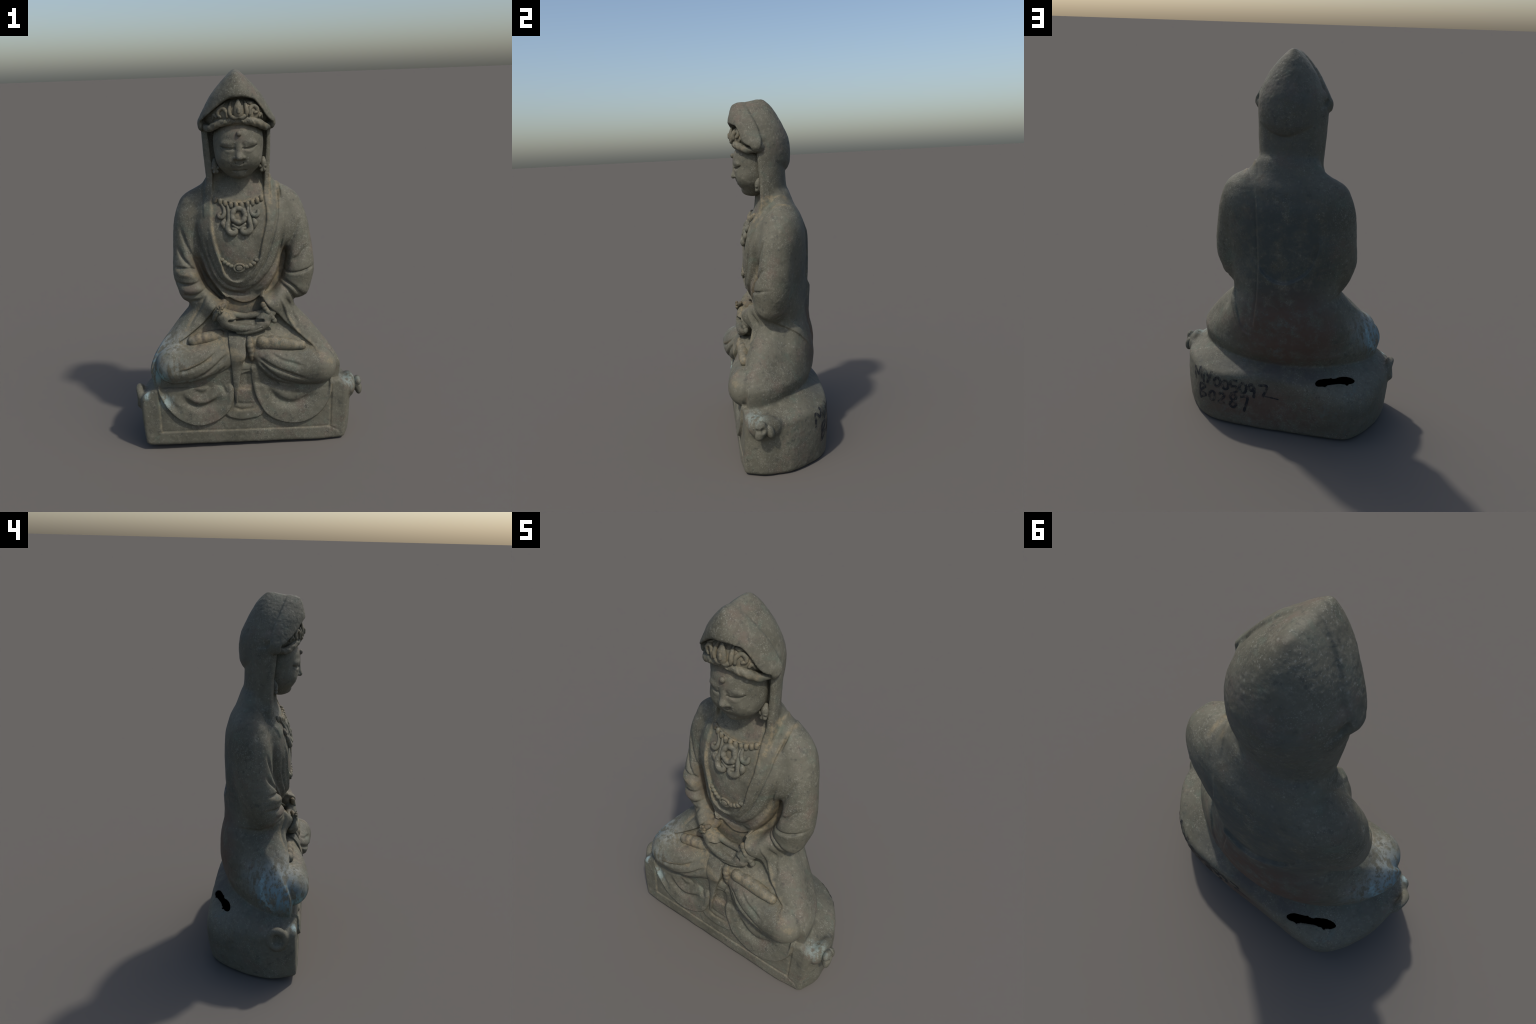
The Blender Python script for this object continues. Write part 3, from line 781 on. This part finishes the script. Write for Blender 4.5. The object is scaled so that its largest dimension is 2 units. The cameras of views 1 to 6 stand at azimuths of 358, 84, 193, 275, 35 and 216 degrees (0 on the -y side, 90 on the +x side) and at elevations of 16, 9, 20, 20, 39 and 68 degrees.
# ================================================================== ears with flower drops
def petals(name, c, r, n=5, depth=.008):
    objs = []
    core = None
    for i in range(n):
        a = 2 * math.pi * (i + .3) / n
        p = (c[0] + r * .55 * math.cos(a), c[1], c[2] + r * .75 * math.sin(a), r * .42)
        q = (c[0] + r * .2 * math.cos(a), c[1] - depth * .5, c[2] + r * .2 * math.sin(a), r * .25)
        objs.append(sweep(name, [q, p], BRONZE, n=4, sides=10))
    return objs
for s in (-1, 1):
    sweep('earring', [(s * .127, -.036, 1.552, .010), (s * .126, -.044, 1.528, .017), (s * .123, -.042, 1.496, .015)], BRONZE, n=4)
    petals('earring_petal', (s * .122, -.050, 1.508), .024, n=5, depth=.006)

# ================================================================== crown under the brim
def crown(G):
    G.add(ellipsoid((0, -.04, 1.785), (.150, .128, .095)), 0, 'crown_cap')
fine((-.18, -.2, 1.66), (.18, .1, 1.92), crown)
ROLL = [(-.176, -.040, 1.727, .014), (-.142, -.094, 1.719, .018), (-.095, -.131, 1.742, .019), (-.043, -.146, 1.755, .019), (.006, -.150, 1.757, .017),
        (.059, -.146, 1.752, .021), (.106, -.127, 1.736, .021), (.136, -.092, 1.718, .019), (.163, -.040, 1.717, .014)]
sweep('headband', ROLL, BRONZE, n=20, sides=24, twist=(150, .07, 3))
for i in range(15):       # loose strands wound round the band
    u = (i + .5) / 15 + .012 * math.sin(7.3 * i)
    S_ = spline(ROLL, 20); q = S_[int(u * (len(S_) - 1))]; q2 = S_[min(int(u * (len(S_) - 1)) + 9, len(S_) - 1)]
    k = .75 + .25 * math.sin(3.7 * i)
    a0 = (q[0], q[1] - .010, q[2] + .013, .0065 * k); a1 = ((q[0] + q2[0]) / 2, (q[1] + q2[1]) / 2 - .017, (q[2] + q2[2]) / 2, .0085 * k); a2 = (q2[0], q2[1] - .008, q2[2] - .013, .006 * k)
    if q[0] < 0: a0, a1, a2 = (q2[0], q2[1] - .010, q2[2] + .013, .0065 * k), a1, (q[0], q[1] - .008, q[2] - .013, .006 * k)
    sweep('headband_strand', [a0, a1, a2], BRONZE, n=4, sides=8)
cy = -.168
sweep('crown_jewel', [(.004, cy - .002, 1.790, .025), (.004, cy - .002, 1.818, .022), (.005, cy + .002, 1.850, .008)], BRONZE, flat=.6)
sweep('crown_jewel_core', [(.005, cy - .016, 1.797, .009), (.005, cy - .016, 1.812, .008)], BRONZE, flat=.8)
SCROLLS = [
    [(-.028, 1.775, .008), (-.012, 1.770, .009), (.004, 1.776, .008), (.02, 1.770, .009), (.034, 1.778, .008)],
    [(-.034, 1.782, .007), (-.040, 1.80, .008), (-.036, 1.825, .007), (-.030, 1.845, .004)],
    [(.042, 1.78, .007), (.046, 1.80, .009), (.042, 1.825, .008), (.036, 1.848, .004)],
    [(-.052, 1.775, .006), (-.055, 1.80, .007), (-.070, 1.816, .008), (-.090, 1.806, .008), (-.096, 1.786, .007), (-.085, 1.775, .006)],
    [(.060, 1.785, .006), (.062, 1.81, .008), (.078, 1.823, .008), (.096, 1.812, .009), (.098, 1.795, .007), (.086, 1.790, .006)],
    [(.052, 1.838, .005), (.066, 1.836, .008), (.080, 1.838, .005)],
    [(-.062, 1.838, .004), (-.075, 1.826, .006), (-.098, 1.812, .005)],
    [(-.104, 1.775, .006), (-.115, 1.785, .007), (-.120, 1.768, .006)],
    [(.108, 1.772, .006), (.116, 1.782, .007), (.122, 1.765, .006)],
]
def crown_y(x, z):
    e = 1 - (x / .148) ** 2 - ((z - 1.785) / .095) ** 2
    return -.04 - .128 * math.sqrt(max(e, .05))
for sc in SCROLLS:
    sweep('crown_scroll', [(a, crown_y(a, b) - .3 * r, b, r) for a, b, r in [(a_, b_, r_ * 1.3) for a_, b_, r_ in sc]], BRONZE, n=5, sides=10)

# ================================================================== necklace
BEADS = [(-.133, 1.347), (-.107, 1.339), (-.082, 1.331), (-.053, 1.322), (-.026, 1.319), (.003, 1.318), (.034, 1.322), (.059, 1.328), (.085, 1.338), (.106, 1.347)]
for bx, bz in BEADS:
    yb = front_y(bx, bz)
    sweep('necklace_bead', [(bx, yb - .002, bz + .006, .0125), (bx, yb - .003, bz - .006, .0125)], BRONZE, n=3, sides=12)
sweep('necklace_cord', on_front([(-.138, 1.356, .006), (-.08, 1.343, .006), (-.012, 1.333, .006), (.06, 1.340, .006), (.115, 1.356, .006)]), BRONZE, n=5, sides=8)
RING = []
for i in range(9):
    a = 2 * math.pi * i / 8
    RING.append((-.015 + .034 * math.cos(a), 1.270 + .034 * math.sin(a), .0145))
rp = on_front(RING, .45)
sweep('pendant_ring', rp, BRONZE, n=6, sides=12, twist=(180, .10, 0))
NECK = [
    [(-.100, 1.325, .006), (-.090, 1.305, .007), (-.088, 1.283, .009), (-.098, 1.266, .010), (-.113, 1.264, .010), (-.119, 1.276, .009), (-.110, 1.284, .007)],
    [(.048, 1.315, .006), (.046, 1.292, .008), (.054, 1.274, .009), (.070, 1.266, .010), (.085, 1.272, .010), (.088, 1.287, .008)],
    [(-.070, 1.318, .006), (-.066, 1.285, .008), (-.066, 1.250, .010), (-.075, 1.225, .012), (-.074, 1.200, .013), (-.058, 1.182, .014), (-.038, 1.184, .013), (-.034, 1.198, .010), (-.046, 1.203, .008)],
    [(.035, 1.312, .006), (.036, 1.280, .008), (.040, 1.245, .011), (.046, 1.215, .012), (.040, 1.193, .014), (.020, 1.182, .014), (.001, 1.188, .012), (.002, 1.202, .010), (.014, 1.204, .008)],
    [(-.090, 1.246, .008), (-.097, 1.232, .012), (-.092, 1.215, .009)],
    [(.062, 1.246, .008), (.068, 1.230, .013), (.064, 1.212, .009)],
    [(-.046, 1.225, .007), (-.030, 1.212, .008), (-.015, 1.206, .007), (.002, 1.212, .008), (.016, 1.225, .007)],
]
for nk in NECK:
    sweep('pendant_scroll', on_front([(a, b, c * 1.22) for a, b, c in nk], .35), BRONZE, n=5, sides=12)

# belt with rosette
for bx, bz, r in ((-.112, 1.040, .010), (-.098, 1.027, .011), (-.082, 1.016, .011), (-.066, 1.006, .011), (.015, 1.000, .012), (.034, 1.006, .012), (.052, 1.016, .012), (.068, 1.032, .011)):
    yb = front_y(bx, bz)
    sweep('belt_bead', [(bx - .003, yb - .003, bz, r), (bx + .003, yb - .003, bz, r)], BRONZE, n=3, sides=10)
ry = front_y(-.024, .994) - .004
for rr, th, dy in ((.024, .007, 0), (.011, .005, -.006)):
    ring = [(-.024 + rr * 1.15 * math.cos(2 * math.pi * i / 10), ry + dy, .996 + rr * .85 * math.sin(2 * math.pi * i / 10), th) for i in range(11)]
    sweep('belt_rosette', ring, BRONZE, n=4, sides=10)
sweep('belt_rosette', [(-.028, ry + .004, .996, .016), (-.020, ry + .004, .996, .016)], BRONZE, n=3)

# ================================================================== hands in the lap
def hands(G):
    a, b = 'hand|l', 'hand|r'
    # viewer's left hand: palm, thumb, long fingers lying on top
    G.add(tube([(-.150, -.125, .765, .040), (-.125, -.150, .735, .040), (-.090, -.160, .705, .038)], squash=(1, 1, 1)), 0, a)
    G.add(tube([(-.110, -.165, .700, .030), (-.060, -.178, .680, .026), (.0, -.184, .672, .021), (.045, -.182, .670, .013)]), .012, a)
    G.add(tube([(-.125, -.136, .742, .026), (-.09, -.140, .740, .0215), (-.045, -.140, .730, .0175), (-.004, -.140, .723, .0155)]), .008, a)
    # other hand below
    G.add(tube([(.140, -.120, .755, .038), (.112, -.145, .725, .038), (.085, -.158, .695, .036)]), .004, b)
    G.add(tube([(.100, -.165, .690, .030), (.055, -.178, .664, .0225), (.0, -.184, .650, .016), (-.045, -.180, .650, .013)]), .004, b)
    G.add(tube([(.118, -.136, .737, .024), (.085, -.140, .736, .019), (.045, -.140, .728, .0175), (.0, -.140, .723, .0155)]), .004, b)
    G.add(ellipsoid((0, -.13, .67), (.10, .045, .035)), .01, b)
    # gap between thumbs and fingers
    G.cut(tube([(-.088, -.190, .715, .009), (-.04, -.19, .706, .012), (.04, -.19, .704, .012), (.088, -.190, .709, .009)], squash=(1, 3.2, 1)), .006)
    # finger divisions
    G.cut(tube([(-.075, -.207, .690, .003), (0, -.208, .684, .0035), (.05, -.203, .681, .003)]), .005)
    G.cut(tube([(-.045, -.203, .657, .003), (.02, -.206, .656, .0035), (.08, -.196, .672, .003)]), .005)
fine((-.20, -.24, .60), (.19, -.06, .82), hands)
# bracelets
for i in range(6):
    t = i / 5
    p = (.098 + .050 * t, -.166 + .016 * abs(t - .4), .786 - .088 * t)
    sweep('bracelet_bead', [(p[0] - .003, p[1], p[2] + .004, .0155), (p[0] + .003, p[1], p[2] - .004, .0155)], BRONZE, n=3, sides=10)
sweep('bracelet', [(-.115, -.165, .800, .012), (-.135, -.178, .785, .014), (-.152, -.180, .765, .013), (-.165, -.172, .740, .012), (-.170, -.160, .722, .011)], BRONZE, n=5)
petals('bracelet_petal', (-.137, -.188, .785), .022, n=6, depth=.006)

# ================================================================== feet resting on the thighs
def feet(G):
    a, b = 'foot|l', 'foot|r'
    G.add(tube([(.085, -.168, .576, .042), (.15, -.172, .571, .039), (.22, -.180, .563, .033), (.295, -.186, .553, .021)]), 0, a)
    for tx, tz, r in ((.080, .592, .032), (.138, .592, .026), (.190, .583, .024), (.240, .574, .022), (.293, .562, .021)):
        G.add(ellipsoid((tx, -.184, tz), (r, r, r * .95)), .014, 'foot|l')
    G.add(tube([(-.15, -.140, .618, .034), (-.22, -.150, .612, .032), (-.285, -.160, .600, .026)]), 0, b)
    for tx, tz, r in ((-.295, .606, .024), (-.262, .622, .020), (-.225, .624, .022)):
        G.add(ellipsoid((tx, -.160, tz), (r * .95, r, r)), .012, b)
    G.cut(tube([(-.277, -.20, .580, .003), (-.280, -.18, .64, .003)]), .004)
    G.cut(tube([(-.243, -.20, .590, .003), (-.246, -.17, .655, .003)]), .004)
fine((-.34, -.23, .50), (.34, -.08, .68), feet)

# ================================================================== sash and cord hanging from the lap
def ribbon(name, left, right, thick, lift):
    """Cloth strip between two edges given as (x, z), resting on the body."""
    L_, R_ = spline(left, 6), spline(right, 6)
    m = min(len(L_), len(R_))
    L_ = L_[np.linspace(0, len(L_) - 1, m).astype(int)]; R_ = R_[np.linspace(0, len(R_) - 1, m).astype(int)]
    cols = 8
    ys = []
    for i in range(m):
        ys.append(min(front_y(*(L_[i] * (1 - t) + R_[i] * t)) for t in (0.1, .5, .9)))
    ys = np.array(ys)
    for _ in range(3): ys[1:-1] = (ys[:-2] + 2 * ys[1:-1] + ys[2:]) / 4
    V = []; W = []
    for i in range(m):
        for j in range(cols + 1):
            t = j / cols
            p = L_[i] * (1 - t) + R_[i] * t
            c = lift * (1 - .35 * (2 * t - 1) ** 2)
            V.append((p[0], ys[i] - c, p[1])); W.append((p[0], ys[i] + thick, p[1]))
    n0 = len(V); V += W; Fq = []
    st = cols + 1
    for i in range(m - 1):
        for j in range(cols):
            a = i * st + j
            Fq.append((a, a + 1, a + st + 1, a + st)); Fq.append((n0 + a, n0 + a + st, n0 + a + st + 1, n0 + a + 1))
        for j in (0, cols):
            a = i * st + j
            Fq.append((a, a + st, n0 + a + st, n0 + a))
    for j in range(cols):
        for a in (j, (m - 1) * st + j): Fq.append((a, n0 + a, n0 + a + 1, a + 1))
    me = quad_mesh(name, np.array(V), np.array(Fq))
    bm = bmesh.new(); bm.from_mesh(me); bmesh.ops.recalc_face_normals(bm, faces=bm.faces); bm.to_mesh(me); bm.free()
    me.polygons.foreach_set('use_smooth', np.ones(len(me.polygons), bool))
    ob = link(name, me, BRONZE)
    md = ob.modifiers.new('b', 'BEVEL'); md.width = .004; md.segments = 2; md.limit_method = 'ANGLE'; md.angle_limit = 1.0
    return ob
ribbon('sash', [(-.098, .640), (-.093, .542), (-.086, .423), (-.082, .302), (-.075, .262)],
       [(-.015, .636), (-.010, .538), (-.026, .486), (-.042, .430), (-.055, .355), (-.066, .262)], .03, .014)
yk = min(front_y(.016, .56), -.172)
sweep('tassel_cord', [(.012, yk + .004, .612, .016), (.014, yk - .004, .58, .019), (.018, yk - .004, .545, .018), (.021, yk, .51, .015), (.022, yk + .006, .490, .011)], BRONZE, n=14, sides=16, flat=.85, twist=(230, .06, 0))

# ================================================================== side knob of the pedestal
def knob(G):
    # weathered animal-head boss: neck, brow, muzzle and one ear lump
    n = 'pedestal_knob'
    G.add(tube([(.555, -.114, .288, .044), (.590, -.124, .284, .034), (.602, -.132, .285, .031)]), 0, n)
    G.add(ellipsoid((.608, -.140, .312), (.017, .030, .020), (20, 0, 0)), .016, n)
    G.add(ellipsoid((.612, -.146, .258), (.018, .024, .028), (-15, 0, 0)), .014, n)
    G.add(ellipsoid((.600, -.088, .270), (.022, .022, .036), (10, 0, 0)), .006, n)
    G.cut(ellipsoid((.634, -.128, .290), (.016, .014, .013), (30, 0, 0)), .012)
    G.cut(ellipsoid((.628, -.158, .287), (.012, .012, .010)), .010)
fine((.54, -.22, .19), (.70, -.04, .36), knob)

# ================================================================== inked inventory number on the back of the pedestal
def ink_stroke(pts, r=.0075):
    S = spline(pts, 6)
    out = []
    for x_, z_ in S:
        o_ = Vector((-.72, 3.2, 2.1))
        h = BVH.ray_cast(o_, (Vector((x_, .25, z_)) - o_).normalized())
        if h[0] is None: continue
        out.append((h[0].x, h[0].y, h[0].z, r, h[1]))
    if len(out) < 2: return
    rows = []
    C = [Vector(o[:3]) for o in out]
    V, Fq = [], []
    for i, c in enumerate(C):
        t = (C[min(i + 1, len(C) - 1)] - C[max(i - 1, 0)]).normalized()
        n = out[i][4]; n = n if n.y > 0 or n.x > 0 else -n
        b = t.cross(n).normalized() * r * (1 + .25 * math.sin(3.1 * i))
        for k in (-1, 0, 1): V.append(tuple(c + b * k + n * (.0016 if k == 0 else .0011)))
    for i in range(len(C) - 1):
        for k in (0, 1):
            a = i * 3 + k
            Fq.append((a, a + 1, a + 4, a + 3))
    me = quad_mesh('ink_stroke', np.array(V), np.array(Fq))
    link('ink_stroke', me, INK)
GLYPHS = {
    'M': [[(0, 0), (.02, 1), (.5, .35), (.95, 1), (1, 0)]], 'Y': [[(0, 1), (.45, .55)], [(1, 1), (.3, 0)]],
    '1': [[(.5, 1), (.5, 0)]], '4': [[(.7, 0), (.75, 1), (0, .35), (1, .35)]],
    '0': [[(.5, 1), (.05, .6), (.3, .02), (.85, .15), (.9, .75), (.5, 1)]],
    '5': [[(.95, 1), (.15, .95), (.1, .55)], [(.1, .55), (.75, .6), (.9, .25), (.1, 0)]],
    '9': [[(.85, .7), (.4, 1), (.1, .7), (.5, .5), (.85, .75), (.8, 0)]],
    '7': [[(0, .95), (.95, .98), (.5, 0)]], '8': [[(.5, .5), (.1, .75), (.5, 1), (.9, .75), (.1, .25), (.5, 0), (.9, .25), (.5, .5)]],
    '2': [[(.1, .8), (.5, 1), (.9, .7), (.1, .05), (1, .05)]], 'B': [[(.05, 0), (.1, 1), (.8, .85), (.1, .5), (.9, .25), (.05, 0)]],
}
# character, x of its left side (seen from behind x falls to the reader's right), base height, width, height
LINES = [('M', .428, .255, .032, .075), ('1', .392, .235, .02, .085), ('Y', .375, .232, .040, .080), ('0', .325, .222, .040, .055), ('0', .278, .212, .040, .055),
         ('5', .232, .188, .045, .085), ('0', .178, .205, .042, .065), ('9', .128, .184, .042, .085), ('7', .070, .200, .050, .070),
         ('B', .405, .138, .040, .085), ('0', .352, .130, .036, .06), ('2', .300, .120, .040, .065), ('8', .235, .105, .045, .085), ('7', .172, .088, .044, .095)]
for ch, x0, z0, w, h in LINES:
    for st in GLYPHS[ch]:
        ink_stroke([(x0 - w * a, z0 + h * b - .0 * a) for a, b in st])
ink_stroke([(.035, .205), (0, .204), (-.045, .200)], .004)
